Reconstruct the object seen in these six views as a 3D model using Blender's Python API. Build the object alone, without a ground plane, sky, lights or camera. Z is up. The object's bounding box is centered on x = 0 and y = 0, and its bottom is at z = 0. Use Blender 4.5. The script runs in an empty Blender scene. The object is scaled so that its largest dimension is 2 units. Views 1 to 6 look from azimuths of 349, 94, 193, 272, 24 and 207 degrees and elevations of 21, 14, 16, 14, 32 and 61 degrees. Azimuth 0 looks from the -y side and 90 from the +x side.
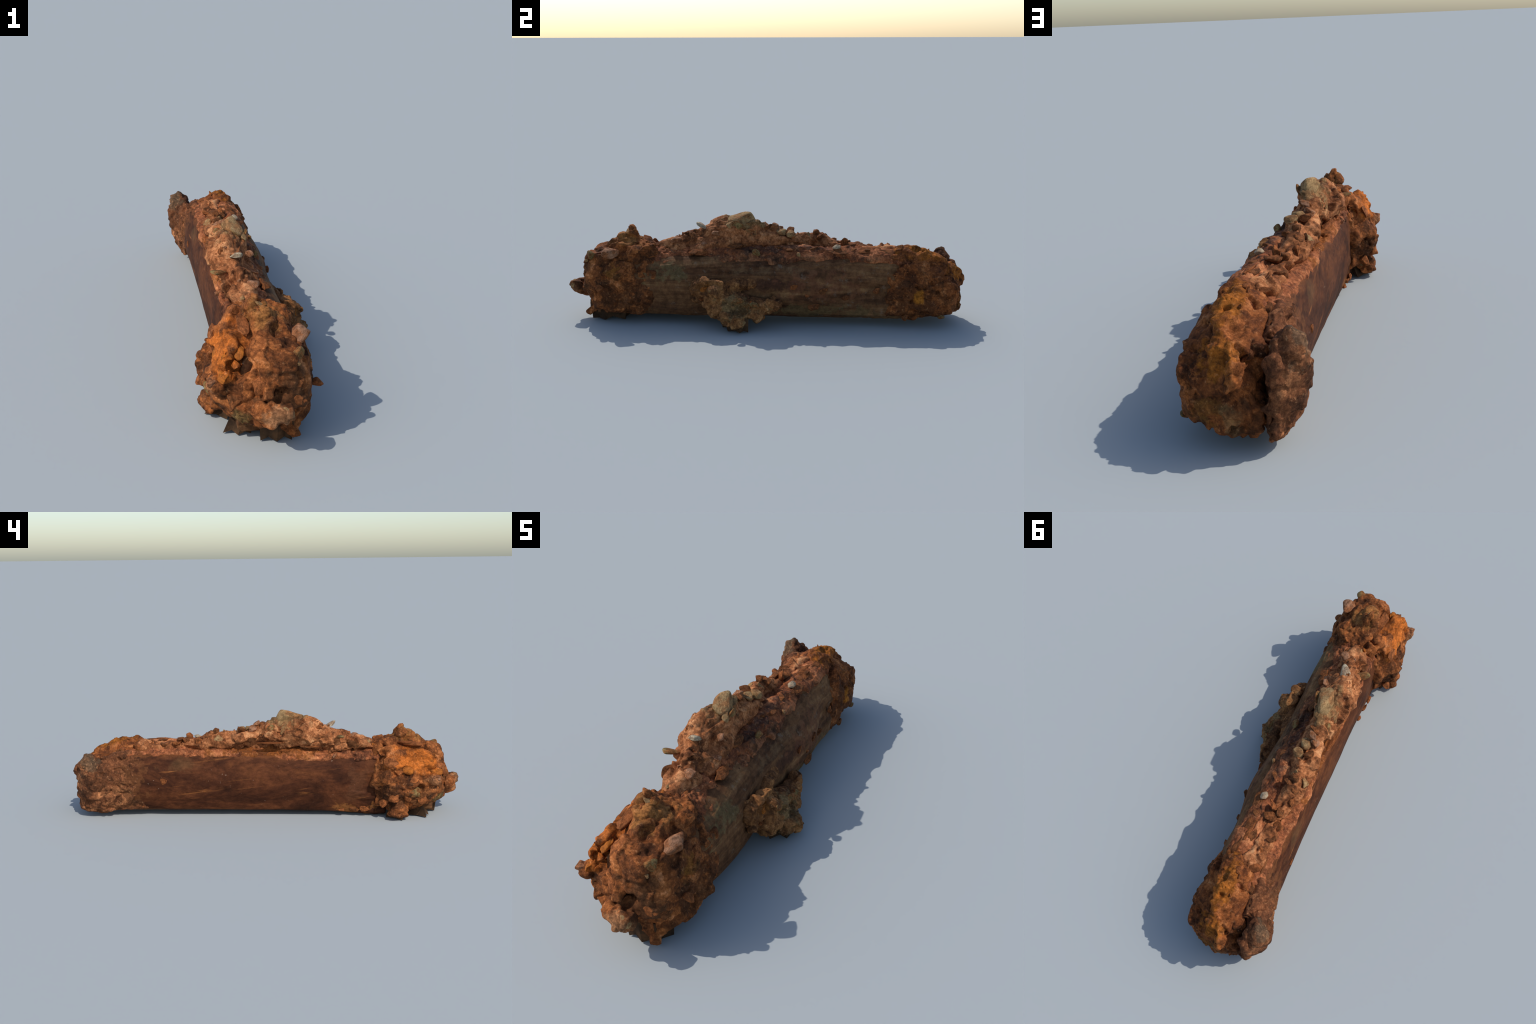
"""Corroded, concreted iron bar: a straight bar with a smooth dark plate on one
side, a lumpy rust ridge along the top and a swollen mass of rust at each end."""
import bpy, bmesh, math
import numpy as np
from mathutils import Vector, Euler

# ------------------------------------------------------------------ noise
def _hash(i, j, k, s):
    h = (i * 374761393 + j * 668265263 + k * 2147483647 + s * 144665) & 0xFFFFFFFF
    h = ((h ^ (h >> 13)) * 1274126177) & 0xFFFFFFFF
    h = ((h ^ (h >> 16)) * 2246822519) & 0xFFFFFFFF
    return (h ^ (h >> 15)) & 0xFFFFFFFF

def _rnd(i, j, k, s):
    return _hash(i, j, k, s).astype(np.float64) / 4294967295.0

def perlin(p, s=0):
    b = np.floor(p).astype(np.int64); f = p - b
    w = f * f * f * (f * (f * 6 - 15) + 10)
    out = np.zeros(len(p))
    for c in range(8):
        o = ((c >> 2) & 1, (c >> 1) & 1, c & 1)
        i, j, k = (b[:, a] + o[a] for a in range(3))
        g = np.stack([_rnd(i, j, k, s + 11 * a + 1) * 2 - 1 for a in range(3)], 1)
        d = f - np.array(o)
        ww = np.prod([w[:, a] if o[a] else 1 - w[:, a] for a in range(3)], 0)
        out += ww * (g * d).sum(1)
    return out * 1.2

def fbm(p, octaves=4, s=0, gain=.5):
    v = np.zeros(len(p)); a = 1.0
    for o in range(octaves):
        v += a * perlin(p * 2 ** o + 17.3 * o, s + o * 7); a *= gain
    return v

def ridged(p, octaves=3, s=0):
    v = np.zeros(len(p)); a = 1.0
    for o in range(octaves):
        v += a * (1 - 2.2 * np.abs(perlin(p * 2 ** o + 9.1 * o, s + o * 5))); a *= .5
    return v

def worley(p, s=0):
    """nearest distance, second distance, random value, offset to the seed, random tilt"""
    b = np.floor(p).astype(np.int64); n = len(p)
    f1 = np.full(n, 9.0); f2 = np.full(n, 9.0); rv = np.zeros(n)
    off = np.zeros((n, 3)); tilt = np.zeros((n, 3))
    for a in (-1, 0, 1):
        for e in (-1, 0, 1):
            for c in (-1, 0, 1):
                i, j, k = b[:, 0] + a, b[:, 1] + e, b[:, 2] + c
                q = np.stack([i + _rnd(i, j, k, s + 1), j + _rnd(i, j, k, s + 2),
                              k + _rnd(i, j, k, s + 3)], 1)
                d = np.linalg.norm(p - q, axis=1)
                near = d < f1
                f2 = np.where(near, f1, np.minimum(f2, d))
                f1 = np.where(near, d, f1)
                rv = np.where(near, _rnd(i, j, k, s + 4), rv)
                off[near] = (p - q)[near]
                t = np.stack([_rnd(i, j, k, s + 5 + m) * 2 - 1 for m in range(3)], 1)
                tilt[near] = t[near]
    return f1, f2, rv, off, tilt

def sstep(a, b, x):
    t = np.clip((x - a) / (b - a), 0, 1)
    return t * t * (3 - 2 * t)

# ------------------------------------------------------------- mesh helpers
COL = bpy.context.scene.collection

def mesh_from(verts, faces, name):
    m = bpy.data.meshes.new(name)
    m.from_pydata([tuple(v) for v in verts], [], faces)
    m.update()
    return m

def add(name, mesh, mat=None, parent=None, smooth=True):
    o = bpy.data.objects.new(name, mesh)
    COL.objects.link(o)
    if mat and not mesh.materials:
        mesh.materials.append(mat)
    if smooth:
        mesh.polygons.foreach_set('use_smooth', np.ones(len(mesh.polygons), bool))
    if parent:
        o.parent = parent
    return o

def catmull(P, t, closed):
    P = np.asarray(P, float); n = len(P)
    i = np.floor(t).astype(int); f = (t - i)[:, None]
    ix = (lambda k: k % n) if closed else (lambda k: np.clip(k, 0, n - 1))
    a, b, c, d = P[ix(i - 1)], P[ix(i)], P[ix(i + 1)], P[ix(i + 2)]
    # tension .5 spline
    return .5 * (2 * b + (c - a) * f + (2 * a - 5 * b + 4 * c - d) * f ** 2
                 + (3 * b - a - 3 * c + d) * f ** 3)

def loft(stations, around=72, along=60):
    """stations: [(y, [(x, z), ...]), ...], all with the same number of points"""
    ys = np.array([s[0] for s in stations]); n = len(stations[0][1])
    secs = np.array([catmull(s[1], np.linspace(0, n, around, endpoint=False), True)
                     for s in stations])
    t = np.linspace(0, len(ys) - 1, along)
    flat = catmull(secs.reshape(len(ys), -1), t, False).reshape(along, around, 2)
    yy = catmull(ys[:, None], t, False)[:, 0]
    V = [(x, y, z) for y, ring in zip(yy, flat) for x, z in ring]
    F = [(r * around + k, r * around + (k + 1) % around,
          (r + 1) * around + (k + 1) % around, (r + 1) * around + k)
         for r in range(along - 1) for k in range(around)]
    F.append(tuple(range(around)))
    F.append(tuple(reversed(range((along - 1) * around, along * around))))
    return np.array(V), F

def _ico(sub):
    bm = bmesh.new(); bmesh.ops.create_icosphere(bm, subdivisions=sub, radius=1)
    V = np.array([v.co[:] for v in bm.verts]); F = [tuple(v.index for v in f.verts) for f in bm.faces]
    bm.free(); return V, F
ICO = {k: _ico(k) for k in (3, 4, 5)}

def rot(e):
    return np.array(Euler([math.radians(a) for a in e]).to_matrix())

def blob(c, r, e=(0, 0, 0), power=1.0, sub=4):
    V, F = ICO[sub]
    W = np.sign(V) * np.abs(V) ** power
    return (W * np.array(r)) @ rot(e).T + np.array(c), F

def fuse(name, pieces, voxel=.006, smooth=3):
    """join closed pieces into one skin"""
    V = []; F = []; o = 0
    for v, f in pieces:
        V += [tuple(q) for q in v]; F += [tuple(i + o for i in g) for g in f]; o += len(v)
    m = mesh_from(V, F, name + '_source')
    ob = bpy.data.objects.new(name + '_source', m); COL.objects.link(ob)
    md = ob.modifiers.new('Remesh', 'REMESH'); md.mode = 'VOXEL'; md.voxel_size = voxel
    if smooth:
        sm = ob.modifiers.new('Smooth', 'SMOOTH'); sm.factor = .5; sm.iterations = smooth
    dg = bpy.context.evaluated_depsgraph_get()
    out = bpy.data.meshes.new_from_object(ob.evaluated_get(dg))
    out.name = name
    bpy.data.objects.remove(ob); bpy.data.meshes.remove(m)
    return out

def coords(m):
    a = np.empty(len(m.vertices) * 3); m.vertices.foreach_get('co', a); return a.reshape(-1, 3)

def normals(m):
    a = np.empty(len(m.vertices) * 3, np.float32); m.vertex_normals.foreach_get('vector', a)
    return a.reshape(-1, 3).astype(float)

def displace(m, fn):
    p = coords(m); n = normals(m)
    q = p + n * fn(p, n)[:, None]
    q[:, 2] = np.maximum(q[:, 2], .0015)
    m.vertices.foreach_set('co', q.ravel()); m.update()

# relief of the rust: swellings, broken chunks, tilted flakes, pits, fine grit
def warp(p, f, a, s):
    return p + a * np.stack([fbm(p * f, 3, s + 31 + 3 * k) for k in range(3)], 1)

def relax(m, times=1):
    """even out a skin by averaging neighbours"""
    e = np.empty(len(m.edges) * 2, np.int32); m.edges.foreach_get('vertices', e); e = e.reshape(-1, 2)
    p = coords(m); n = len(p)
    deg = np.bincount(e.ravel(), minlength=n)[:, None]
    for _ in range(times):
        acc = np.stack([np.bincount(e[:, 0], p[e[:, 1], k], n) + np.bincount(e[:, 1], p[e[:, 0], k], n) for k in range(3)], 1)
        p = .5 * p + .5 * acc / deg
    m.vertices.foreach_set('co', p.ravel()); m.update()

def terrace(x, soft=.30):
    """turn a smooth height into shelves with crisp broken edges"""
    i = np.floor(x); f = x - i
    return i + sstep(1 - soft, 1.0, f) + .25 * f * (f < 1 - soft)

def big_relief(amp=1.0, s=0, chunk=1.0, flake=1.0, size=1.0, grain=(1.2, .70, 1.2)):
    def fn(p, n):
        q = p * np.array(grain) / size
        d = .012 * fbm(q * 7, 3, s)
        w = warp(q, 11, .030, s)
        d += chunk * .0065 * terrace(3.4 * fbm(w * 10.5, 3, s + 40, .45))
        f1, f2, rv, off, tilt = worley(w * 10, s + 3)
        d += chunk * .012 * (rv - .4) * sstep(0, .12, f2 - f1)
        d += flake * .031 * (tilt * off).sum(1)
        d -= .012 * sstep(.10, 0, f2 - f1) * sstep(0, .4, fbm(p * 6, 2, s + 66))
        g1, g2, rv, off, tilt = worley(warp(q, 18, .018, s + 9) * 21, s + 8)
        busy = .25 + .95 * sstep(-.25, .30, fbm(p * 6.5, 2, s + 50))          # broken zones and calmer faces
        d += chunk * .008 * (rv ** 2 - .3) * sstep(0, .20, g2 - g1) * busy
        d += flake * .018 * busy * (tilt * off).sum(1)
        return amp * (d - d.mean())
    return fn

def fine_relief(amp=1.0, s=0, pebble=1.0):
    def fn(p, n):
        w = warp(p, 40, .008, s)
        f1, f2, rv, off, tilt = worley(w * 40, s + 13)
        g = sstep(-.05, .35, fbm(p * 9, 2, s + 77))
        d = pebble * .0065 * g * rv ** 2 * sstep(0, .4, f2 - f1)
        d += .0040 * (tilt * off).sum(1) * (.4 + g)
        d += .0016 * fbm(p * 60, 3, s + 5)
        d -= .014 * sstep(.38, .62, fbm(p * 20, 2, s + 90))
        return amp * (.3 + .85 * sstep(-.25, .30, fbm(p * 6.5, 2, s + 49))) * (d - d.mean())
    return fn

def dents(m, pits):
    """press hollows (centre, radius, depth) into a skin"""
    def fn(p, n):
        d = np.zeros(len(p))
        for c, r, depth in pits:
            q = np.linalg.norm((p - np.array(c)) * (1 + .35 * fbm(p * 30, 2, 3))[:, None], axis=1) / r
            d -= depth * sstep(1.0, .25, q)
        return d
    displace(m, fn)

def crust(m, s, amp, fine=.8, chunk=1.0, flake=1.0, pits=(), calm=(), size=1.0):
    """calm: (centre, radii, share kept) of faces that broke off smoother, with a grain along the bar"""
    def keep(p):
        k = np.ones(len(p)); g = np.zeros(len(p))
        for c, r, f in calm:
            w = sstep(1.0, .6, np.linalg.norm((p - np.array(c)) / np.array(r), axis=1))
            k *= 1 - w * (1 - f); g = np.maximum(g, w * (1 - f))
        return k, g
    big, small = big_relief(amp, s, chunk, flake, size), fine_relief(fine, s + 1)
    def first(p, n):
        k, g = keep(p)
        w = warp(p, 14, .012, s + 2)
        h = fbm(w * np.array([26, 4, 30]), 4, s + 21)
        return big(p, n) * k + g * (.010 * h + .010 * sstep(.05, .12, h) + .004)
    displace(m, first)
    if pits: dents(m, pits)
    relax(m, 2)
    displace(m, lambda p, n: small(p, n) * (.35 + .65 * keep(p)[0]))

# ---------------------------------------------------------------- materials
class Nodes:
    def __init__(self, name):
        self.m = bpy.data.materials.new(name); self.m.use_nodes = True
        self.t = self.m.node_tree; self.t.nodes.clear()
        self.out = self.new('ShaderNodeOutputMaterial')
        self.b = self.new('ShaderNodeBsdfPrincipled')
        self.link(self.b.outputs[0], self.out.inputs[0])
        self.pos = self.new('ShaderNodeTexCoord').outputs['Object']
    def new(self, k): return self.t.nodes.new(k)
    def link(self, a, b): self.t.links.new(a, b)
    def put(self, sock, v):
        if hasattr(v, 'is_linked'): self.link(v, sock)
        else: sock.default_value = v
    def math(self, op, a, b=0.0, clamp=False):
        n = self.new('ShaderNodeMath'); n.operation = op; n.use_clamp = clamp
        self.put(n.inputs[0], a); self.put(n.inputs[1], b); return n.outputs[0]
    def vec(self, op, a, b=(0, 0, 0)):
        n = self.new('ShaderNodeVectorMath'); n.operation = op
        self.put(n.inputs[0], a); self.put(n.inputs[1], b)
        return n.outputs['Value'] if op == 'LENGTH' else n.outputs[0]
    def stretch(self, s, at=(0, 0, 0), turn=(0, 0, 0)):
        n = self.new('ShaderNodeMapping'); self.link(self.pos, n.inputs[0])
        n.inputs['Scale'].default_value = s; n.inputs['Location'].default_value = at
        n.inputs['Rotation'].default_value = [math.radians(a) for a in turn]
        return n.outputs[0]
    def noise(self, scale, detail=5, rough=.6, vec=None, dist=0.0, color=False):
        n = self.new('ShaderNodeTexNoise'); self.link(vec or self.pos, n.inputs['Vector'])
        n.inputs['Scale'].default_value = scale; n.inputs['Detail'].default_value = detail
        n.inputs['Roughness'].default_value = rough; n.inputs['Distortion'].default_value = dist
        return n.outputs['Color' if color else 'Fac']
    def cells(self, scale, out='Color', vec=None):
        n = self.new('ShaderNodeTexVoronoi'); self.link(vec or self.pos, n.inputs['Vector'])
        n.inputs['Scale'].default_value = scale; return n.outputs[out]
    def step(self, x, lo, hi):
        n = self.new('ShaderNodeMapRange'); n.interpolation_type = 'SMOOTHSTEP'
        self.put(n.inputs['Value'], x); n.inputs['From Min'].default_value = lo
        n.inputs['From Max'].default_value = hi; return n.outputs[0]
    def ramp(self, x, stops):
        n = self.new('ShaderNodeValToRGB'); self.link(x, n.inputs[0]); e = n.color_ramp.elements
        while len(e) < len(stops): e.new(.5)
        for el, (p, c) in zip(e, stops):
            el.position = p; el.color = (*c, 1)
        return n.outputs[0]
    def mix(self, f, a, b, mode='MIX'):
        n = self.new('ShaderNodeMix'); n.data_type = 'RGBA'; n.blend_type = mode
        self.put(n.inputs[0], f)
        for s, v in ((n.inputs[6], a), (n.inputs[7], b)):
            self.put(s, (*v, 1) if isinstance(v, tuple) and len(v) == 3 else v)
        return n.outputs[2]
    def patch(self, c, r, ragged=.5, lo=0.0, hi=.5):
        """1 inside an ellipsoid with a ragged border, 0 outside"""
        if not hasattr(self, 'wob'): self.wob = self.noise(16, 4, .65)
        q = self.vec('LENGTH', self.vec('DIVIDE', self.vec('SUBTRACT', self.pos, c), r))
        d = self.math('SUBTRACT', 1.0, q)
        d = self.math('ADD', d, self.math('MULTIPLY', self.math('SUBTRACT', self.wob, .5), ragged * 9))
        return self.step(d, lo, hi)
    def finish(self, col, rough=.85, bump=.4, bscale=90, spec=.12, dist=.004):
        self.put(self.b.inputs['Base Color'], col)
        self.put(self.b.inputs['Roughness'], rough)
        self.b.inputs['Specular IOR Level'].default_value = spec
        h = self.math('ADD', self.noise(bscale, 6, .7), self.math('MULTIPLY', self.noise(bscale * 4, 3, .6), .4))
        n = self.new('ShaderNodeBump'); n.inputs['Strength'].default_value = bump
        n.inputs['Distance'].default_value = dist
        self.link(h, n.inputs['Height']); self.link(n.outputs[0], self.b.inputs['Normal'])
        return self.m

DARK = (.024, .011, .006); BROWN = (.095, .035, .014); RUST = (.21, .072, .022)
ORANGE = (.58, .160, .026); OCHRE = (.42, .135, .016); TAN = (.40, .205, .095)
OLIVE = (.20, .145, .062)

def rust(name, stops, patches=(), specks=.35, bump=.6):
    n = Nodes(name)
    a = n.noise(8, 8, .66, dist=.5)
    c = n.cells(24, vec=n.vec('ADD', n.pos, n.vec('MULTIPLY', n.noise(30, 3, .6, color=True), (.04, .04, .04))))
    sep = n.new('ShaderNodeSeparateColor'); n.link(c, sep.inputs[0])
    k = n.math('ADD', n.math('MULTIPLY', a, .62), n.math('MULTIPLY', sep.outputs[0], .12))
    k = n.math('ADD', k, n.math('MULTIPLY', n.noise(42, 6, .75), .32))
    col = n.ramp(k, stops)
    for pc, pr, color, ragged, amount in patches:
        tone = n.mix(n.step(n.noise(26, 6, .72), .36, .62), tuple(.42 * x for x in color), color)
        col = n.mix(n.math('MULTIPLY', n.patch(pc, pr, ragged), amount), col, tone)
    # pale mineral grains, dark stains, fine speckle
    g = n.step(n.noise(55, 5, .75), .57, .68)
    col = n.mix(n.math('MULTIPLY', g, specks), col, TAN)
    d = n.step(n.noise(22, 6, .72, dist=.4), .53, .66)
    col = n.mix(n.math('MULTIPLY', d, .6), col, DARK)
    d = n.step(n.noise(7.5, 5, .65, n.stretch((1, 1, 1), (3, 1, 5))), .54, .68)
    col = n.mix(n.math('MULTIPLY', d, .6), col, (.055, .023, .010))
    col = n.mix(1.0, col, n.ramp(n.noise(110, 5, .75), [(.34, (.56, .53, .50)), (.66, (1.42, 1.40, 1.36))]), 'MULTIPLY')
    return n.finish(col, .85, bump)

M = {}
ST = lambda *c: list(zip((.37, .45, .53, .61, .70), [tuple(a * b for a, b in zip(q, (1.58, 1.27, 1.12))) for q in c]))
M['head'] = rust('head_rust', ST(DARK, (.070, .030, .012), (.135, .053, .018), (.25, .104, .034), TAN),
    [((-.17, -.75, .30), (.10, .16, .09), ORANGE, .25, .95), ((-.17, -.84, .25), (.06, .06, .04), ORANGE, .25, .8), ((-.235, -.835, .205), (.035, .045, .035), (.56, .25, .11), .2, .8),
     ((-.02, -.70, .41), (.10, .12, .05), (.38, .160, .045), .3, .8),
     ((-.22, -.62, .12), (.08, .12, .11), (.060, .026, .013), .3, .75), ((-.20, -.78, .11), (.08, .12, .07), (.12, .052, .022), .4, .6),
     ((-.15, -.88, .09), (.06, .05, .06), (.24, .17, .06), .3, .7),
     ((-.02, -.97, .15), (.07, .05, .05), (.50, .25, .12), .3, .75),
     ((.12, -.74, .26), (.03, .06, .05), (.26, .11, .018), .4, .6), ((.13, -.72, .14), (.05, .22, .12), (.085, .034, .015), .5, .65), ((.03, -.90, .22), (.10, .06, .11), (.15, .068, .030), .4, .6)])
M['tail'] = rust('tail_rust', ST(DARK, (.075, .030, .012), (.135, .052, .017), (.22, .090, .030), (.30, .16, .07)),
    [((.01, .80, .37), (.06, .17, .06), (.42, .135, .018), .3, .85),
     ((.00, .94, .26), (.08, .07, .07), (.42, .135, .016), .4, .75),
     ((.02, .97, .13), (.06, .05, .08), (.24, .100, .022), .5, .6), ((.12, .75, .12), (.05, .20, .16), (.078, .033, .015), .5, .6), ((.132, .753, .162), (.025, .034, .045), (.50, .175, .020), .25, .95),
     ((-.04, .96, .10), (.03, .06, .07), (.24, .155, .070), .35, .5)])
M['slab'] = rust('slab_rust', ST(DARK, (.052, .026, .014), (.098, .044, .021), (.165, .080, .038), TAN),
    [((-.21, .88, .29), (.05, .06, .08), (.115, .082, .050), .35, .7), ((-.18, .70, .15), (.06, .06, .14), (.17, .070, .028), .5, .6)], specks=.5)
M['top'] = rust('top_rust', ST(DARK, (.090, .038, .020), (.175, .070, .031), (.27, .118, .055), TAN),
    [((.08, -.05, .33), (.06, .45, .05), (.125, .078, .044), .5, .5), ((.02, .05, .38), (.03, .30, .04), (.075, .045, .035), .5, .7),
     ((-.11, -.02, .33), (.06, .35, .05), (.30, .095, .018), .4, .7)], specks=.45)
M['ridge'] = rust('ridge_rust', ST(DARK, (.100, .044, .019), (.195, .086, .036), (.31, .158, .073), (.42, .27, .14)),
    [((-.07, -.10, .50), (.08, .12, .07), (.34, .225, .10), .35, .7)], specks=.55)
M['clump'] = rust('clump_rust', ST(DARK, (.075, .038, .016), (.140, .072, .029), (.21, .120, .048), (.33, .22, .11)),
    [((.20, -.13, .09), (.06, .10, .09), (.23, .165, .075), .4, .7),
     ((.17, -.27, .20), (.05, .05, .03), (.34, .13, .03), .3, .8)], specks=.5)

def plate_material():
    n = Nodes('dark_plate')
    a = n.noise(1, 7, .66, n.stretch((7, 3.0, 7)), dist=.9)
    col = n.ramp(a, [(.34, (.026, .0100, .0055)), (.46, (.056, .0190, .0085)), (.56, (.092, .031, .0125)), (.70, (.155, .055, .019))])
    sx = n.new('ShaderNodeSeparateXYZ'); n.link(n.pos, sx.inputs[0])
    # thin slanting ochre scratches
    cx = n.new('ShaderNodeCombineXYZ'); n.put(cx.inputs[0], 0.0); n.put(cx.inputs[1], n.math('MULTIPLY', sx.outputs[1], 2.6))
    sl = n.math('ADD', sx.outputs[2], n.math('MULTIPLY', sx.outputs[1], .13))
    n.put(cx.inputs[2], n.math('MULTIPLY', sl, 52))
    w = n.step(n.noise(1, 3, .5, cx.outputs[0], dist=.6), .61, .76)
    col = n.mix(n.math('MULTIPLY', w, .8), col, (.28, .105, .030))
    # rusty run along the upper edge, rough rusty borders, pale smears
    z = n.math('ADD', sx.outputs[2], n.math('MULTIPLY', n.noise(14, 6, .7), .10))
    col = n.mix(n.math('MULTIPLY', n.step(z, .345, .385), .6), col, (.20, .072, .024))
    col = n.mix(n.math('MULTIPLY', n.patch((-.16, .66, .16), (.06, .07, .24), .5), .75), col, (.13, .050, .019))
    col = n.mix(n.math('MULTIPLY', n.patch((-.14, -.45, .16), (.05, .06, .12), .5), .5), col, (.092, .038, .018))
    col = n.mix(n.math('MULTIPLY', n.patch((-.15, .45, .27), (.05, .10, .05), .3, 0, 1.0), .3), col, (.15, .085, .036))
    col = n.mix(n.math('MULTIPLY', n.patch((-.14, -.47, .035), (.06, .12, .035), .6), .8), col, (.18, .070, .020))
    col = n.mix(1.0, col, n.ramp(n.noise(1, 6, .78, n.stretch((45, 30, 60))), [(.32, (.62, .60, .58)), (.68, (1.42, 1.38, 1.34))]), 'MULTIPLY')
    sp = n.step(n.noise(75, 2, .5), .72, .78)
    col = n.mix(n.math('MULTIPLY', sp, .6), col, (.30, .20, .14))
    return n.finish(col, .68, .3, 60, .08, .004)
M['plate'] = plate_material()

def core_material():
    n = Nodes('bar_iron')
    a = n.noise(1, 7, .65, n.stretch((6, 1.7, 17)), dist=.8)
    col = n.ramp(a, [(.34, (.050, .021, .010)), (.46, (.108, .047, .020)), (.57, (.172, .080, .033)), (.70, (.25, .135, .058))])
    col = n.mix(n.math('MULTIPLY', n.patch((.12, -.48, .28), (.05, .13, .08), .4), .75), col, (.155, .110, .048))
    col = n.mix(n.math('MULTIPLY', n.patch((.12, .00, .28), (.05, .30, .035), .3), .6), col, (.17, .098, .048))
    col = n.mix(n.math('MULTIPLY', n.patch((.12, .02, .21), (.05, .22, .035), .3), .7), col, (.050, .020, .013))
    col = n.mix(n.math('MULTIPLY', n.patch((.12, .25, .08), (.05, .35, .05), .5), .6), col, (.14, .095, .040))
    col = n.mix(n.math('MULTIPLY', n.patch((.12, .28, .20), (.05, .18, .09), .6), .6), col, (.17, .065, .030))
    col = n.mix(1.0, col, n.ramp(n.noise(34, 6, .78), [(.36, (.60, .57, .54)), (.64, (1.36, 1.33, 1.30))]), 'MULTIPLY')
    g = n.step(n.noise(22, 7, .78), .57, .66)
    col = n.mix(n.math('MULTIPLY', g, .35), col, (.24, .195, .145))
    return n.finish(col, .8, .35, 80)
M['core'] = core_material()

def stone(name, c, dark=.5, bump=.4, rusty=.75):
    n = Nodes(name)
    info = n.new('ShaderNodeObjectInfo').outputs['Random']
    n.pos = n.vec('ADD', n.pos, n.vec('MULTIPLY', info, (7.0, 3.0, 5.0)))
    col = n.mix(n.step(n.noise(1.5, 6, .7), .38, .62), tuple(dark * x for x in c), c)
    coat = n.mix(n.step(n.noise(3.0, 5, .7), .40, .60), (.13, .042, .014), (.33, .112, .036))
    col = n.mix(n.math('MULTIPLY', n.step(n.noise(1.1, 5, .7), .44, .56), rusty), col, coat)
    col = n.mix(1.0, col, n.ramp(n.noise(9, 4, .75), [(.34, (.62, .60, .58)), (.66, (1.3, 1.28, 1.25))]), 'MULTIPLY')
    return n.finish(col, .85, bump, 5, .1, .05)
M['tan'] = stone('tan_stone', (.45, .285, .130), .6, .4, .6); M['pink'] = stone('pink_stone', (.47, .235, .130))
M['olive'] = stone('olive_stone', (.30, .205, .082)); M['rusty'] = stone('rusty_stone', (.36, .120, .040), .4)
M['brown'] = stone('brown_stone', (.22, .085, .033), .45); M['orange'] = stone('orange_stone', (.56, .175, .028), .5, .4, .5)
M['white'] = stone('white_shell', (.62, .52, .36), .6, .4, .5)

def dirt_material():
    n = Nodes('dark_dirt')
    col = n.ramp(n.noise(22, 5, .65), [(.35, (.034, .019, .011)), (.55, (.075, .040, .020)), (.75, (.16, .072, .030))])
    return n.finish(col, .9, .3)
M['dirt'] = dirt_material()

# -------------------------------------------------------------------- thing
root = bpy.data.objects.new('corroded_iron_bar', None)
COL.objects.link(root)
root['label'] = 'long rusted iron bar with lumpy concretions at both ends'
root['category'] = 'rusty iron artefact'

# the bar itself
def bar_sec(w=0.0, top=.300, b=0.0, low=0.0):
    return [(-.125, .028), (-.130, .10), (-.128, .20), (-.122, .295), (-.06, .315), (.01, .328), (.052, top + .024), (.090 + w + .4 * b, top - .016),
            (.109 + w + .7 * b, .235), (.114 + w + b, .175), (.112 + w + .5 * b + low, .10), (.098 + w + low, .050), (.06, .030), (-.03, .026)]
core = fuse('bar_core', [loft([(-.84, bar_sec(-.03, .28)), (-.6, bar_sec(.002, .290)), (-.42, bar_sec(.003, .296, .010, .012)), (-.28, bar_sec(.003, .3, .008, .010)), (-.05, bar_sec(.003, .3, .006)), (.10, bar_sec(.003, .3, .016)), (.20, bar_sec(.003, .302, .030)), (.29, bar_sec(.003, .302, .028)),
                               (.38, bar_sec(.004, .302, .014)), (.48, bar_sec(.004, .302, -.006)), (.6, bar_sec(.005, .302, -.006)), (.76, bar_sec(-.03, .28))], 90, 160)], .005, 2)
def core_relief(p, n):
    right = sstep(-.2, .5, n[:, 0])
    patch = sstep(0, .35, fbm(p * np.array([6, 3, 8]), 2, 4)) * sstep(-.2, .15, p[:, 1]) * sstep(.27, .235, p[:, 2])
    f1, f2, rv, off, tilt = worley(warp(p, 25, .02, 5) * 27, 7)
    d = right * patch * (.005 * fbm(p * 25, 4, 9) + .010 * (rv > .45) * rv * sstep(0, .4, f2 - f1) + .007 * (tilt * off).sum(1))
    w = warp(p, 5, .02, 14)
    d += right * .0045 * terrace(2.6 * fbm(w * np.array([5, 1.3, 13]), 2, 12), .18)      # long lengthwise steps
    d += right * .0015 * fbm(p * np.array([40, 18, 50]), 3, 33)
    return d - .001
displace(core, core_relief)
add('bar_core', core, M['core'], root)

# smooth, gently bulging plate on the lit side
def plate_sec(bulge=.163, top=.312, foot=.030):
    b = bulge - .140
    return [(-.100, foot + .002), (-.128, foot), (-.138, foot + .008), (-.141 - .30 * b, .072), (-.140 - .8 * b, .12), (-.140 - b, .18), (-.140 - .8 * b, .24), (-.139 - .35 * b, top - .025), (-.133, top - .005),
            (-.118, top + .002), (-.100, top), (-.100, .15)]
plate = fuse('side_plate', [loft([(-.60, plate_sec(.145, .29, .012)), (-.45, plate_sec(.154, .302, .016)), (-.36, plate_sec(.160, .308, .022)), (-.25, plate_sec(.160, .294, .026)), (-.15, plate_sec(.162, .305, .028)),
                                  (.0, plate_sec(.164, .312)), (.25, plate_sec(.168, .324, .032)), (.5, plate_sec(.174, .326, .034)), (.70, plate_sec(.178, .318, .036)), (.80, plate_sec(.165, .29, .036))], 80, 200)], .0035, 2)
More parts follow.
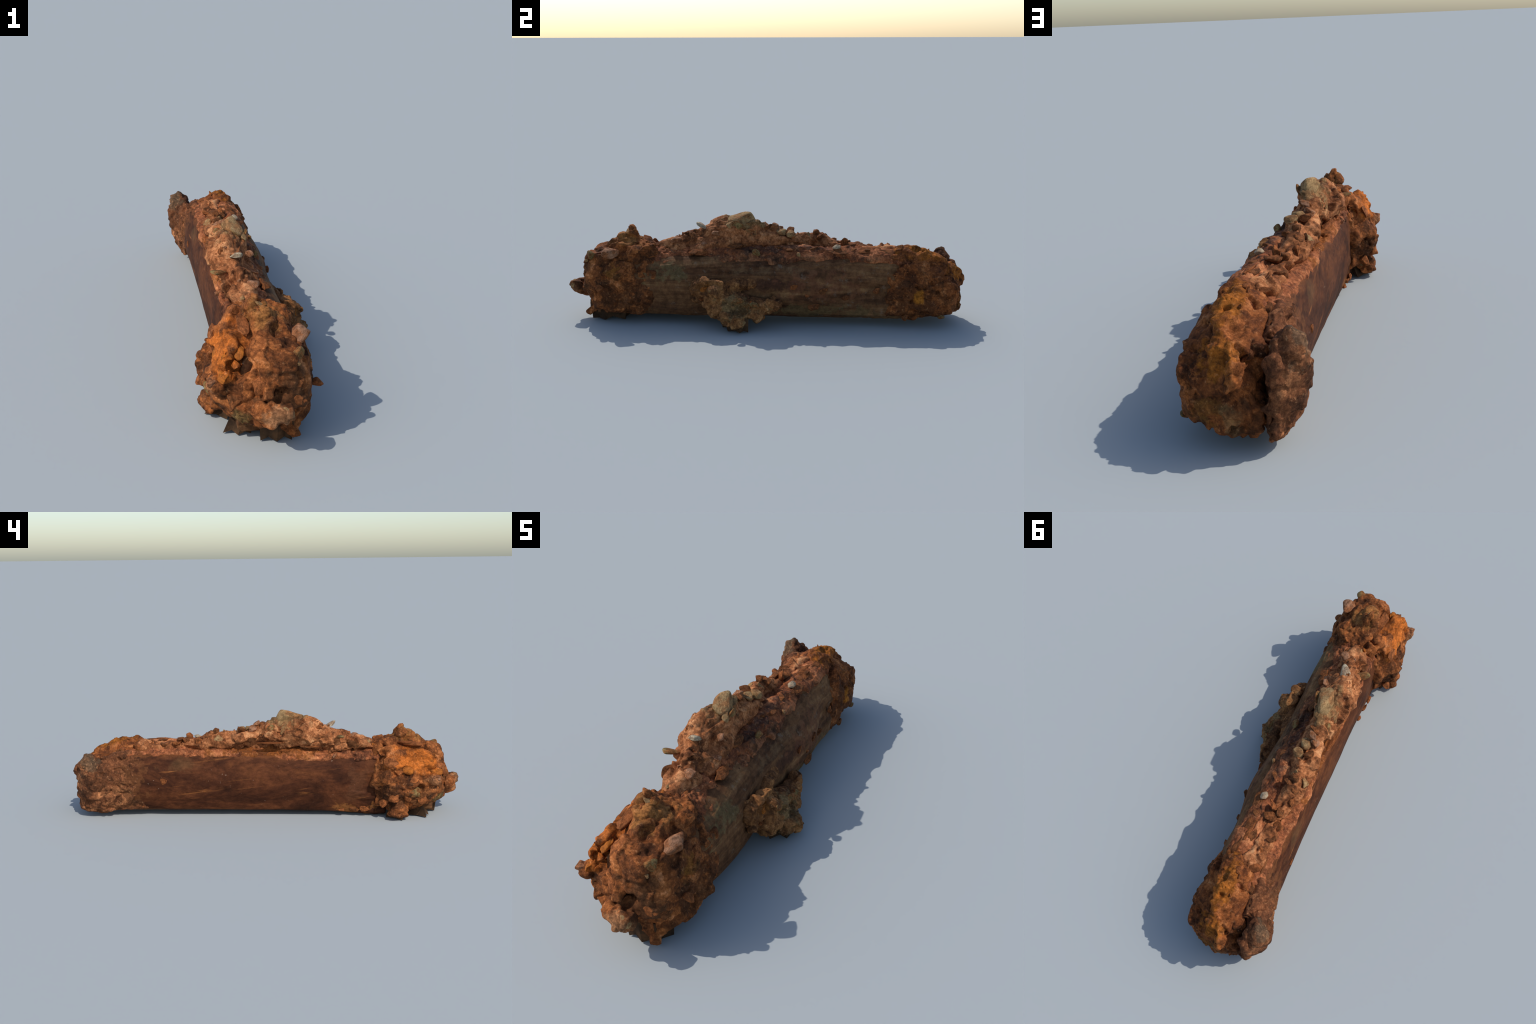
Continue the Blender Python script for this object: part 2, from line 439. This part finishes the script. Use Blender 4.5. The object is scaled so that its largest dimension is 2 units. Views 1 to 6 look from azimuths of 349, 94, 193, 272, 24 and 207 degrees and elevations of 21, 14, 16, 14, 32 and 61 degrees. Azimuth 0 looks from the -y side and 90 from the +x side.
displace(plate, lambda p, n: .0045 * fbm(p * np.array([5, 2.5, 6]), 3, 3) + .0012 * fbm(p * np.array([30, 12, 40]), 3, 8)
         + .004 * sstep(.1, .5, fbm(p * np.array([20, 7, 20]), 3, 18)) * sstep(-.33, -.47, p[:, 1]))
add('side_plate', plate, M['plate'], root)

# crust over the top of the bar: a slope falling from the ridge to the shaded side
def top_sec(z, m, s, r=.0):
    """z crest height, m height of the slope at x = .045, s height where it sinks into the side"""
    return [(-.108, .25), (-.138, .314), (-.110, .334), (-.05, z - .018), (-.01, z), (.02, .5 * (z + m) + .004), (.045, m - .003), (.062 + r, .5 * (m + s) + .004), (.066 + r, s), (.055, s - .05), (.0, .24)]
top = fuse('top_crust', [loft([(-.64, top_sec(.365, .325, .285)), (-.45, top_sec(.362, .318, .282)), (-.3, top_sec(.368, .330, .288)), (-.15, top_sec(.372, .340, .290)), (0, top_sec(.378, .350, .292)),
                               (.15, top_sec(.378, .350, .294)), (.3, top_sec(.376, .350, .296)), (.45, top_sec(.372, .350, .298)), (.6, top_sec(.372, .348, .298, .004)), (.75, top_sec(.362, .335, .290, .004))], 80, 160)], .0042, 2)
crust(top, 101, .50, .8)
add('top_crust', top, M['top'], root)

# ridge standing on the crust, leaning out over the plate
def ridge_sec(c, l, r, z, under=.345):
    h = z - under
    return [(c, under - .05), (l + .030, under - .012), (l, under + .22 * h), (l - .002, under + .50 * h), (.55 * l + .45 * c, under + .86 * h),
            (c, z), (.5 * (c + r), under + .72 * h), (r - .010, under + .30 * h), (r, under - .01)]
RIDGE = [(-.56, ridge_sec(-.045, -.10, -.01, .368, .33)), (-.47, ridge_sec(-.05, -.110, .0, .398)), (-.41, ridge_sec(-.06, -.125, .010, .411)), (-.33, ridge_sec(-.09, -.142, -.010, .446)),
         (-.24, ridge_sec(-.09, -.160, .0, .480, .36)), (-.16, ridge_sec(-.085, -.156, -.005, .502, .375)), (-.08, ridge_sec(-.07, -.138, -.012, .498, .38)), (0, ridge_sec(-.068, -.130, -.015, .468, .38)),
         (.08, ridge_sec(-.065, -.122, -.020, .450, .375)), (.16, ridge_sec(-.07, -.122, -.032, .426, .365)), (.25, ridge_sec(-.078, -.124, -.032, .426)), (.34, ridge_sec(-.058, -.112, -.025, .394)),
         (.44, ridge_sec(-.046, -.098, -.015, .376)), (.54, ridge_sec(-.040, -.09, -.01, .364, .33)), (.66, ridge_sec(-.03, -.08, .0, .352, .32))]
ridge = fuse('ridge_crust', [loft(RIDGE, 60, 200)], .004, 2)
crust(ridge, 201, .70, .8, 1.0, 1.1, (), [((-.085, -.25, .46), (.09, .12, .06), .35)])
add('ridge_crust', ridge, M['ridge'], root)

# swollen end
HEAD = [(-.54, [(-.14, .06), (-.16, .09), (-.168, .17), (-.162, .25), (-.138, .31), (-.06, .36), (.02, .345), (.06, .31), (.095, .25), (.108, .14), (.09, .06), (-.02, .04)]),
        (-.60, [(-.15, .05), (-.212, .09), (-.238, .17), (-.222, .26), (-.160, .34), (-.07, .395), (.015, .372), (.072, .325), (.114, .24), (.124, .13), (.105, .05), (-.02, .035)]),
        (-.70, [(-.15, .05), (-.205, .10), (-.236, .17), (-.208, .26), (-.145, .340), (-.06, .405), (.02, .378), (.080, .328), (.120, .24), (.130, .12), (.108, .05), (-.02, .035)]),
        (-.78, [(-.14, .055), (-.200, .11), (-.222, .18), (-.195, .27), (-.13, .330), (-.04, .384), (.025, .366), (.084, .318), (.119, .23), (.128, .12), (.104, .055), (-.02, .04)]),
        (-.845, [(-.11, .065), (-.155, .11), (-.175, .18), (-.150, .25), (-.105, .30), (-.03, .350), (.03, .345), (.072, .305), (.106, .22), (.114, .12), (.085, .06), (-.02, .05)]),
        (-.890, [(-.06, .08), (-.095, .12), (-.105, .17), (-.09, .21), (-.06, .25), (-.01, .285), (.03, .305), (.06, .280), (.082, .21), (.085, .13), (.055, .09), (-.02, .075)]),
        (-.905, [(-.03, .12), (-.05, .14), (-.055, .17), (-.05, .20), (-.03, .22), (0, .24), (.025, .25), (.045, .23), (.055, .19), (.05, .15), (.03, .13), (-.01, .12)])]
head = fuse('head_crust', [loft(HEAD, 72, 60), blob((-.06, -.675, .405), (.034, .034, .050), (0, 10, 0)), blob((-.05, -.715, .400), (.034, .038, .026)), blob((-.205, -.824, .212), (.042, .034, .025), (0, -6, 20), 1.4),
                           blob((-.19, -.63, .13), (.045, .05, .06)), blob((-.215, -.71, .185), (.030, .05, .040)), blob((-.030, -.918, .142), (.060, .046, .044), (0, 12, 0), 1.2), blob((-.008, -.944, .158), (.044, .034, .030)), blob((.002, -.962, .164), (.026, .022, .020)),
                           blob((-.12, -.80, .105), (.04, .04, .04)), blob((.095, -.66, .10), (.040, .05, .05)), blob((.045, -.62, .345), (.045, .05, .030)),
                           blob((-.155, -.740, .295), (.026, .105, .052), (0, 32, -6), .8), blob((-.150, -.78, .250), (.045, .075, .016), (0, -20, 0), .8),
                           blob((.03, -.87, .30), (.03, .025, .03)), blob((.035, -.855, .075), (.060, .045, .050)), blob((-.20, -.66, .06), (.040, .050, .035)), blob((.075, -.85, .215), (.035, .04, .05))], .0042, 2)
crust(head, 301, .80, .7, 1.0, 1.0, [((-.137, -.850, .285), .055, .050), ((-.007, -.910, .205), .036, .040), ((-.003, -.783, .377), .035, .022), ((-.215, -.56, .165), .035, .025), ((-.162, -.555, .305), .045, .035),
             ((-.205, -.76, .165), .04, .035), ((-.235, -.68, .245), .035, .028), ((-.20, -.64, .225), .025, .018), ((-.10, -.86, .22), .035, .02), ((-.105, -.80, .335), .030, .022), ((-.10, -.70, .375), .030, .022), ((-.215, -.70, .245), .035, .022), ((.02, -.91, .12), .035, .02), ((.05, -.70, .365), .03, .018)],
      [((-.155, -.745, .29), (.07, .13, .085), .15), ((-.20, -.825, .21), (.06, .07, .05), .45), ((.01, -.90, .25), (.05, .05, .05), .45), ((0, -.96, .15), (.09, .08, .08), .25), ((-.03, -.72, .40), (.05, .08, .04), .5)], 1.45)
add('head_crust', head, M['head'], root)

# other end: main mass and, past a deep cleft, a slab on the plate side
TAIL = [(.60, [(-.10, .05), (-.11, .12), (-.11, .22), (-.105, .30), (-.06, .340), (.0, .362), (.045, .344), (.078, .300), (.106, .24), (.114, .14), (.095, .060), (0, .045)]),
        (.68, [(-.10, .05), (-.108, .12), (-.11, .22), (-.108, .31), (-.06, .352), (.0, .377), (.048, .354), (.086, .308), (.116, .24), (.124, .14), (.104, .062), (0, .045)]),
        (.77, [(-.10, .05), (-.108, .12), (-.112, .22), (-.105, .30), (-.06, .348), (-.01, .370), (.048, .344), (.088, .296), (.120, .23), (.127, .14), (.104, .065), (0, .045)]),
        (.85, [(-.10, .05), (-.112, .12), (-.116, .22), (-.108, .280), (-.06, .320), (-.01, .336), (.044, .320), (.088, .278), (.117, .22), (.121, .13), (.102, .060), (0, .045)]),
        (.925, [(-.08, .05), (-.092, .12), (-.096, .20), (-.090, .250), (-.06, .280), (-.01, .287), (.03, .270), (.074, .246), (.096, .188), (.096, .13), (.080, .070), (0, .052)]),
        (.970, [(-.07, .07), (-.082, .12), (-.086, .19), (-.078, .23), (-.055, .245), (-.01, .240), (.012, .228), (.040, .208), (.062, .17), (.060, .13), (.045, .09), (-.02, .075)])]
tail = fuse('tail_crust', [loft(TAIL, 72, 60), blob((-.05, .955, .205), (.035, .028, .032)), blob((.04, .915, .225), (.030, .025, .025)), blob((-.105, .875, .262), (.032, .032, .032)), blob((-.088, .930, .130), (.026, .034, .090))], .0042, 2)
crust(tail, 401, .68, 1.25, 1.0, 1.0, [((-.120, .978, z), .036, .032) for z in (.04, .08, .12, .16, .20, .24, .27)]
      + [((.02, .74, .37), .03, .012), ((.06, .82, .32), .03, .012), ((-.03, .88, .32), .03, .012)])
add('tail_crust', tail, M['tail'], root)

SLAB = [(.56, [(-.118, .06), (-.132, .065), (-.146, .12), (-.152, .20), (-.136, .285), (-.120, .290), (-.112, .25), (-.108, .12)]),
        (.65, [(-.118, .036), (-.146, .044), (-.168, .12), (-.175, .20), (-.149, .298), (-.122, .312), (-.112, .25), (-.104, .12)]),
        (.74, [(-.118, .032), (-.155, .042), (-.184, .12), (-.185, .20), (-.158, .280), (-.126, .300), (-.108, .23), (-.100, .12)]),
        (.82, [(-.118, .028), (-.162, .040), (-.200, .11), (-.208, .20), (-.180, .278), (-.140, .300), (-.108, .24), (-.098, .12)]),
        (.880, [(-.120, .026), (-.162, .036), (-.200, .10), (-.236, .20), (-.234, .276), (-.190, .325), (-.140, .295), (-.112, .12)]),
        (.922, [(-.130, .030), (-.152, .040), (-.184, .10), (-.210, .19), (-.206, .260), (-.168, .292), (-.138, .26), (-.130, .12)]),
        (.955, [(-.130, .055), (-.144, .06), (-.160, .11), (-.172, .18), (-.165, .225), (-.148, .25), (-.136, .20), (-.132, .12)])]
slab = fuse('tail_slab', [loft(SLAB, 60, 60), blob((-.20, .893, .292), (.036, .040, .038), (0, 25, 0), 1.3), blob((-.155, .938, .245), (.026, .028, .035)), blob((-.118, .765, .298), (.034, .090, .030), (-14, 0, 0))], .004, 2)
crust(slab, 501, .50, .8, 1.0, 1.1, [((-.124, .968, z), .034, .032) for z in (.05, .10, .15, .20, .25)], [((-.20, .89, .30), (.08, .08, .07), .4)])
add('tail_slab', slab, M['slab'], root)

# clump grown on the shaded side
clump = fuse('side_clump', [blob((.128, -.297, .184), (.048, .056, .058)), blob((.146, -.23, .165), (.062, .062, .070)), blob((.158, -.14, .125), (.062, .080, .062)), blob((.205, -.140, .072), (.054, .068, .046), (0, 22, 0)),
                            blob((.228, -.120, .048), (.030, .050, .026)), blob((.152, -.03, .112), (.056, .085, .040)), blob((.162, .055, .128), (.034, .042, .034)), blob((.110, -.13, .205), (.036, .09, .030)), blob((.160, -.19, .105), (.050, .070, .050)), blob((.165, -.06, .088), (.050, .070, .040))], .004, 4)
crust(clump, 601, .62, .8, 1.1, 1.2)
add('side_clump', clump, M['clump'], root)

# ------------------------------------------------------------------- stones
rng = np.random.default_rng(5)
def stone_mesh(name, mat, seed, cuts=13, sub=4, round_=.92):
    V, F = ICO[sub]; r = np.random.default_rng(seed); P = V.copy()
    for _ in range(cuts):
        d = r.normal(size=3); d /= np.linalg.norm(d); h = r.uniform(.42, .85)
        over = np.maximum(P @ d - h, 0); P -= np.outer(over * round_, d)
    P *= 1 + .16 * fbm(P * 1.6, 4, seed)[:, None]
    P /= np.abs(P).max(0)
    m = mesh_from(P, F, name); relax(m, 5); m.materials.append(M[mat])
    m.polygons.foreach_set('use_smooth', np.ones(len(F), bool)); return m

def place(name, mesh, c, r, e=(0, 0, 0), parent=root):
    o = bpy.data.objects.new(name, mesh); COL.objects.link(o)
    o.location = c; o.scale = r; o.rotation_euler = [math.radians(a) for a in e]; o.parent = parent
    return o

KIND = {k: [stone_mesh(k + '_pebble', k, 10 * i + j) for j in range(2)] for i, k in enumerate(('tan', 'pink', 'olive', 'rusty', 'brown', 'orange', 'white'))}
STONES = [('pink', 1, (.080, -.762, .352), (.034, .050, .034), (20, 15, -25)),
          ('tan', 0, (-.058, -.676, .424), (.025, .028, .032), (0, 10, 0)),
          ('tan', 1, (.004, -.960, .166), (.030, .024, .022), (0, 20, 0)),
          ('tan', 0, (-.045, -.930, .162), (.030, .026, .024), (0, 0, 0)),
          ('olive', 1, (.050, -.860, .325), (.026, .024, .034), (20, 10, 0)),
          ('tan', 0, (.050, -.885, .304), (.010, .010, .010), (0, 10, 0)),
          ('rusty', 1, (.138, -.80, .185), (.030, .024, .020), (0, 20, 0)),
          ('tan', 0, (-.068, -.110, .492), (.050, .080, .062), (8, 0, 0)),
          ('tan', 1, (-.115, -.090, .440), (.026, .030, .026), (0, 0, 30)),
          ('olive', 0, (-.112, -.020, .445), (.022, .028, .022), (0, 0, 0)),
          ('tan', 0, (-.030, -.165, .478), (.018, .030, .024), (20, 0, 0)),
          ('olive', 1, (-.028, -.140, .462), (.014, .034, .044), (0, 25, 10)),
          ('olive', 0, (-.152, -.365, .410), (.040, .022, .012), (0, 8, 20)),
          ('white', 0, (-.078, -.317, .458), (.024, .040, .012), (-25, 0, 10)),
          ('pink', 1, (-.037, -.445, .395), (.030, .036, .018), (10, 0, 0)),
          ('pink', 0, (-.012, -.246, .432), (.018, .022, .016), (0, 0, 0)),
          ('pink', 1, (.000, -.300, .385), (.016, .022, .014), (0, 20, 30)),
          ('white', 1, (.017, .352, .380), (.018, .026, .012), (0, 10, 0)),
          ('tan', 1, (-.045, .135, .424), (.034, .030, .022), (0, 0, 0)),
          ('tan', 0, (-.060, .085, .436), (.032, .032, .022), (0, 0, 0)),
          ('brown', 0, (-.095, .290, .405), (.022, .024, .020), (20, 0, 0)),
          ('brown', 1, (-.075, .405, .378), (.022, .030, .018), (0, 0, 20)),
          ('rusty', 0, (-.095, .460, .365), (.022, .028, .018), (0, 0, 40)),
          ('olive', 0, (.044, -.039, .350), (.018, .022, .024), (0, 0, 0)),
          ('tan', 1, (.058, .172, .348), (.010, .013, .012), (0, 0, 0)),
          ('olive', 1, (.205, -.110, .150), (.018, .026, .022), (0, 0, 0)),
          ('olive', 0, (.196, -.038, .128), (.018, .026, .022), (0, 0, 0)),
          ('orange', 0, (.168, -.280, .196), (.016, .024, .014), (0, 20, 0)),
          ('olive', 1, (.117, .863, .058), (.016, .020, .016), (0, 0, 0)),
          ('brown', 1, (.120, .691, .056), (.016, .020, .018), (0, 0, 0)),
          ('rusty', 0, (-.172, .518, .185), (.010, .020, .024), (0, 0, 0)),
          ('olive', 0, (-.222, -.735, .140), (.020, .032, .036), (20, 0, 20)),
          ('rusty', 1, (-.200, -.585, .085), (.028, .028, .028), (0, 0, 0)),
          ('olive', 1, (-.175, -.640, .055), (.028, .032, .026), (0, 0, 0))]
for kind, j, c, r, e in STONES:
    place('stone', KIND[kind][j], c, r, e)

# angular broken lumps and thin laminated flakes of rust
def chunk_mesh(name, mat, seed):
    V, F = ICO[4]; r = np.random.default_rng(seed); Q = V.copy()
    for _ in range(13):
        d = r.normal(size=3); d /= np.linalg.norm(d); h = r.uniform(.35, .75)
        Q -= np.outer(np.maximum(Q @ d - h, 0), d)
    Q += .22 * fbm(Q * 1.8, 4, seed)[:, None] * V
    Q /= np.abs(Q).max(0)
    m = mesh_from(Q, F, name); relax(m, 3); m.materials.append(M[mat])
    m.polygons.foreach_set('use_smooth', np.ones(len(F), bool)); return m
CHUNK = {k: [chunk_mesh(k + '_chunk', k, 300 + 10 * i + j) for j in range(3)] for i, k in enumerate(('rusty', 'brown', 'tan', 'orange', 'pink'))}
CHUNKS = [('pink', 2, (-.228, -.830, .214), (.032, .028, .020), (0, -12, 25)), ('brown', 0, (-.085, .252, .424), (.018, .022, .030), (15, 0, 0)), ('brown', 1, (-.060, .268, .412), (.022, .022, .024), (0, 20, 0)),
          ('rusty', 2, (-.050, .395, .386), (.020, .022, .028), (20, 0, 0)), ('brown', 0, (-.045, .430, .376), (.030, .034, .018), (0, 0, 30)),
          ('tan', 1, (-.075, .215, .412), (.026, .026, .022), (0, 0, 0)), ('brown', 2, (-.085, .130, .432), (.030, .024, .022), (0, 0, 20)),
          ('pink', 0, (-.095, .060, .438), (.024, .030, .024), (0, 0, 0)), ('brown', 1, (-.070, .010, .456), (.028, .028, .020), (10, 0, 0)),
          ('tan', 2, (-.120, .245, .390), (.020, .030, .034), (0, 0, 0)), ('rusty', 1, (-.095, .330, .380), (.026, .030, .024), (0, 0, 0)),
          ('brown', 2, (-.080, .520, .352), (.028, .026, .020), (0, 0, 0)), ('rusty', 0, (-.060, .590, .350), (.034, .028, .022), (0, 0, 50)),
          ('rusty', 2, (-.085, .650, .345), (.036, .034, .030), (0, 30, 0)), ('brown', 0, (-.090, .730, .315), (.034, .040, .032), (0, 30, 10)),
          ('rusty', 1, (-.020, .690, .368), (.036, .034, .022), (0, 0, 0)), ('brown', 1, (.010, .660, .366), (.030, .034, .018), (0, 0, 0)),
          ('pink', 1, (-.130, -.200, .440), (.018, .040, .030), (0, 0, 0)), ('rusty', 0, (-.115, -.270, .455), (.024, .050, .024), (0, 0, 0)),
          ('brown', 2, (-.120, -.430, .365), (.024, .036, .026), (0, 0, 0)), ('tan', 0, (-.060, -.500, .374), (.030, .030, .020), (0, 0, 0)),
          ('rusty', 1, (-.010, -.520, .346), (.030, .034, .022), (0, 0, 0)), ('rusty', 2, (.028, -.560, .318), (.030, .034, .022), (0, 20, 0)),
          ('brown', 0, (.035, -.350, .345), (.022, .030, .018), (0, 20, 0)), ('brown', 1, (.010, .240, .364), (.026, .032, .020), (0, 0, 0)),
          ('brown', 2, (.020, .420, .358), (.026, .050, .018), (0, 0, 0)), ('brown', 0, (.000, .520, .364), (.034, .050, .014), (0, 0, 0)),
          ('rusty', 0, (-.225, -.640, .110), (.030, .040, .036), (0, 0, 0)), ('rusty', 2, (-.215, -.700, .120), (.028, .032, .036), (0, 0, 0)),
          ('rusty', 1, (-.200, -.780, .110), (.030, .034, .034), (0, 0, 0)), ('brown', 0, (-.150, -.860, .160), (.030, .030, .040), (0, 0, 0)),
          ('rusty', 2, (-.080, -.890, .230), (.030, .024, .040), (0, 0, 0)), ('brown', 1, (.050, -.890, .235), (.028, .022, .026), (0, 0, 0)),
          ('rusty', 0, (.060, -.900, .170), (.032, .022, .028), (0, 0, 0)), ('brown', 2, (.095, -.850, .160), (.028, .036, .040), (0, 0, 0)),
          ('rusty', 1, (.110, -.700, .270), (.022, .040, .030), (0, 20, 0)), ('rusty', 0, (-.110, -.620, .370), (.034, .040, .028), (0, 0, 0)),
          ('rusty', 1, (-.146, -.500, .040), (.016, .034, .018), (0, 0, 0)), ('brown', 2, (-.142, -.440, .034), (.014, .030, .014), (0, 0, 0)), ('rusty', 0, (-.140, -.385, .030), (.012, .026, .010), (0, 0, 0)),
          ('rusty', 0, (.140, .210, .165), (.016, .026, .022), (0, 0, 0)), ('brown', 1, (.142, .290, .190), (.014, .030, .024), (0, 0, 0)), ('rusty', 2, (.136, .150, .205), (.012, .022, .016), (0, 0, 0)),
          ('brown', 0, (.128, .400, .155), (.014, .024, .018), (0, 0, 0)), ('rusty', 1, (.122, .545, .190), (.012, .022, .018), (0, 0, 0)), ('brown', 2, (.142, .250, .105), (.014, .036, .022), (0, 0, 0))]
for kind, j, c, r, e in CHUNKS:
    place('rust_chunk', CHUNK[kind][j], c, r, e)
FLAKES = [('brown', 0, (.030, .380, .360), (.030, .075, .012), (0, 24, 8)), ('rusty', 1, (.012, .500, .366), (.034, .080, .012), (0, 14, -6)), ('brown', 2, (.040, .590, .350), (.030, .070, .012), (0, 28, 4)),
          ('brown', 1, (.020, .130, .368), (.026, .050, .012), (0, 20, 10)), ('rusty', 0, (.030, -.330, .345), (.026, .055, .012), (0, 28, -8)), ('brown', 2, (.010, -.150, .372), (.022, .060, .012), (0, 25, 0)),
          ('rusty', 1, (-.050, -.715, .412), (.026, .034, .018), (0, 0, 20)), ('orange', 0, (-.158, -.735, .298), (.026, .085, .040), (0, 28, -4)), ('orange', 1, (-.190, -.700, .250), (.020, .070, .034), (0, 14, -4)),
          ('orange', 2, (-.142, -.800, .298), (.022, .055, .040), (0, 34, 14)), ('orange', 0, (-.180, -.790, .248), (.016, .060, .020), (0, 20, 10)),
          ('orange', 1, (-.185, -.840, .235), (.028, .036, .024), (0, 10, 20)), ('rusty', 2, (-.115, -.720, .368), (.030, .080, .016), (0, 20, -5)),
          ('rusty', 1, (-.195, -.625, .290), (.020, .050, .030), (0, 20, 0)), ('rusty', 0, (-.137, -.05, .378), (.022, .110, .0055), (0, 4, 0)), ('rusty', 1, (-.138, -.235, .363), (.022, .045, .006), (0, -10, 0))]
for kind, j, c, r, e in FLAKES:
    place('rust_flake', CHUNK[kind][j], c, r, e)

def scatter(mesh, parent, count, kinds, rmin, rmax, keep):
    p = coords(mesh); n = normals(mesh)
    ok = np.nonzero(keep(p, n))[0]
    for i in rng.choice(ok, count, replace=False):
        r = rmin + (rmax - rmin) * rng.random() ** 2
        k = kinds[rng.integers(len(kinds))]
        s = np.array([r * rng.uniform(.6, 1.2), r * rng.uniform(.8, 1.7), r * rng.uniform(.5, 1.0)])
        src = CHUNK[k][rng.integers(3)] if k in CHUNK and rng.random() < .75 else KIND[k][rng.integers(2)]
        place('pebble', src, p[i] + n[i] * r * rng.uniform(-.65, -.1), s, rng.uniform(0, 360, 3), parent)
P = bpy.data.objects
scatter(top, P['top_crust'], 20, ('brown', 'rusty', 'brown', 'rusty', 'pink'), .008, .020, lambda p, n: (n[:, 2] > .2) & (p[:, 2] > .31))
scatter(ridge, P['ridge_crust'], 20, ('brown', 'rusty', 'rusty', 'brown', 'pink'), .008, .022, lambda p, n: (n[:, 2] > -.3) & (p[:, 2] > .36))
scatter(head, P['head_crust'], 14, ('brown', 'rusty', 'rusty', 'orange'), .009, .022, lambda p, n: p[:, 2] > .06)
scatter(tail, P['tail_crust'], 18, ('brown', 'rusty', 'rusty', 'orange'), .008, .020, lambda p, n: (p[:, 2] > .06) & (p[:, 0] > -.09))
scatter(slab, P['tail_slab'], 8, ('brown', 'rusty', 'brown'), .007, .016, lambda p, n: (p[:, 2] > .04) & (n[:, 0] < 0))
scatter(clump, P['side_clump'], 8, ('olive', 'brown', 'rusty'), .007, .016, lambda p, n: p[:, 0] > .14)

# --------------------------------------- flat flakes of dirt under the crust
def shard(name, base, tipz, lift):
    """solid jagged flap hanging from the crust: some corners reach the ground, others are chipped short"""
    c = np.mean(base, 0); r = np.random.default_rng(int(abs(c[0] * 1e4)))
    ring = []
    for i, a in enumerate(np.array(base)):
        b = np.array(base[(i + 1) % len(base)])
        ring.append((*a, .001)); f = r.uniform(.35, .65)
        m = a + (b - a) * f; m = m + (c - m) * r.uniform(.05, .3)
        ring.append((*m, r.uniform(.003, .018)))
    ring = np.array(ring); n = len(ring)
    top = [(c[0] + (x - c[0]) * tipz + lift[0], c[1] + (y - c[1]) * tipz + lift[1], lift[2]) for x, y, z in ring]
    V = [tuple(q) for q in ring] + top + [(c[0], c[1], .02), (c[0] + lift[0], c[1] + lift[1], lift[2])]
    F = [(i, (i + 1) % n, n + (i + 1) % n, n + i) for i in range(n)]
    F += [((i + 1) % n, i, 2 * n) for i in range(n)] + [(n + i, n + (i + 1) % n, 2 * n + 1) for i in range(n)]
    m = mesh_from(V, F, name); add(name, m, M['dirt'], root, False)
shard('dirt_foot', [(-.055, -.862), (.000, -.874), (.052, -.868), (.078, -.80), (.066, -.70), (-.04, -.68)], 1.12, (0, .0, .10))
shard('dirt_foot', [(-.175, -.803), (-.125, -.822), (-.08, -.815), (-.06, -.75), (-.12, -.72)], .9, (.03, .02, .08))
shard('dirt_foot', [(-.224, -.677), (-.15, -.72), (-.10, -.62), (-.17, -.60)], .6, (.03, .0, .08))
shard('dirt_foot', [(.158, -.195), (.216, -.165), (.240, -.105), (.225, -.065), (.175, -.085)], 1.18, (-.006, -.01, .07))
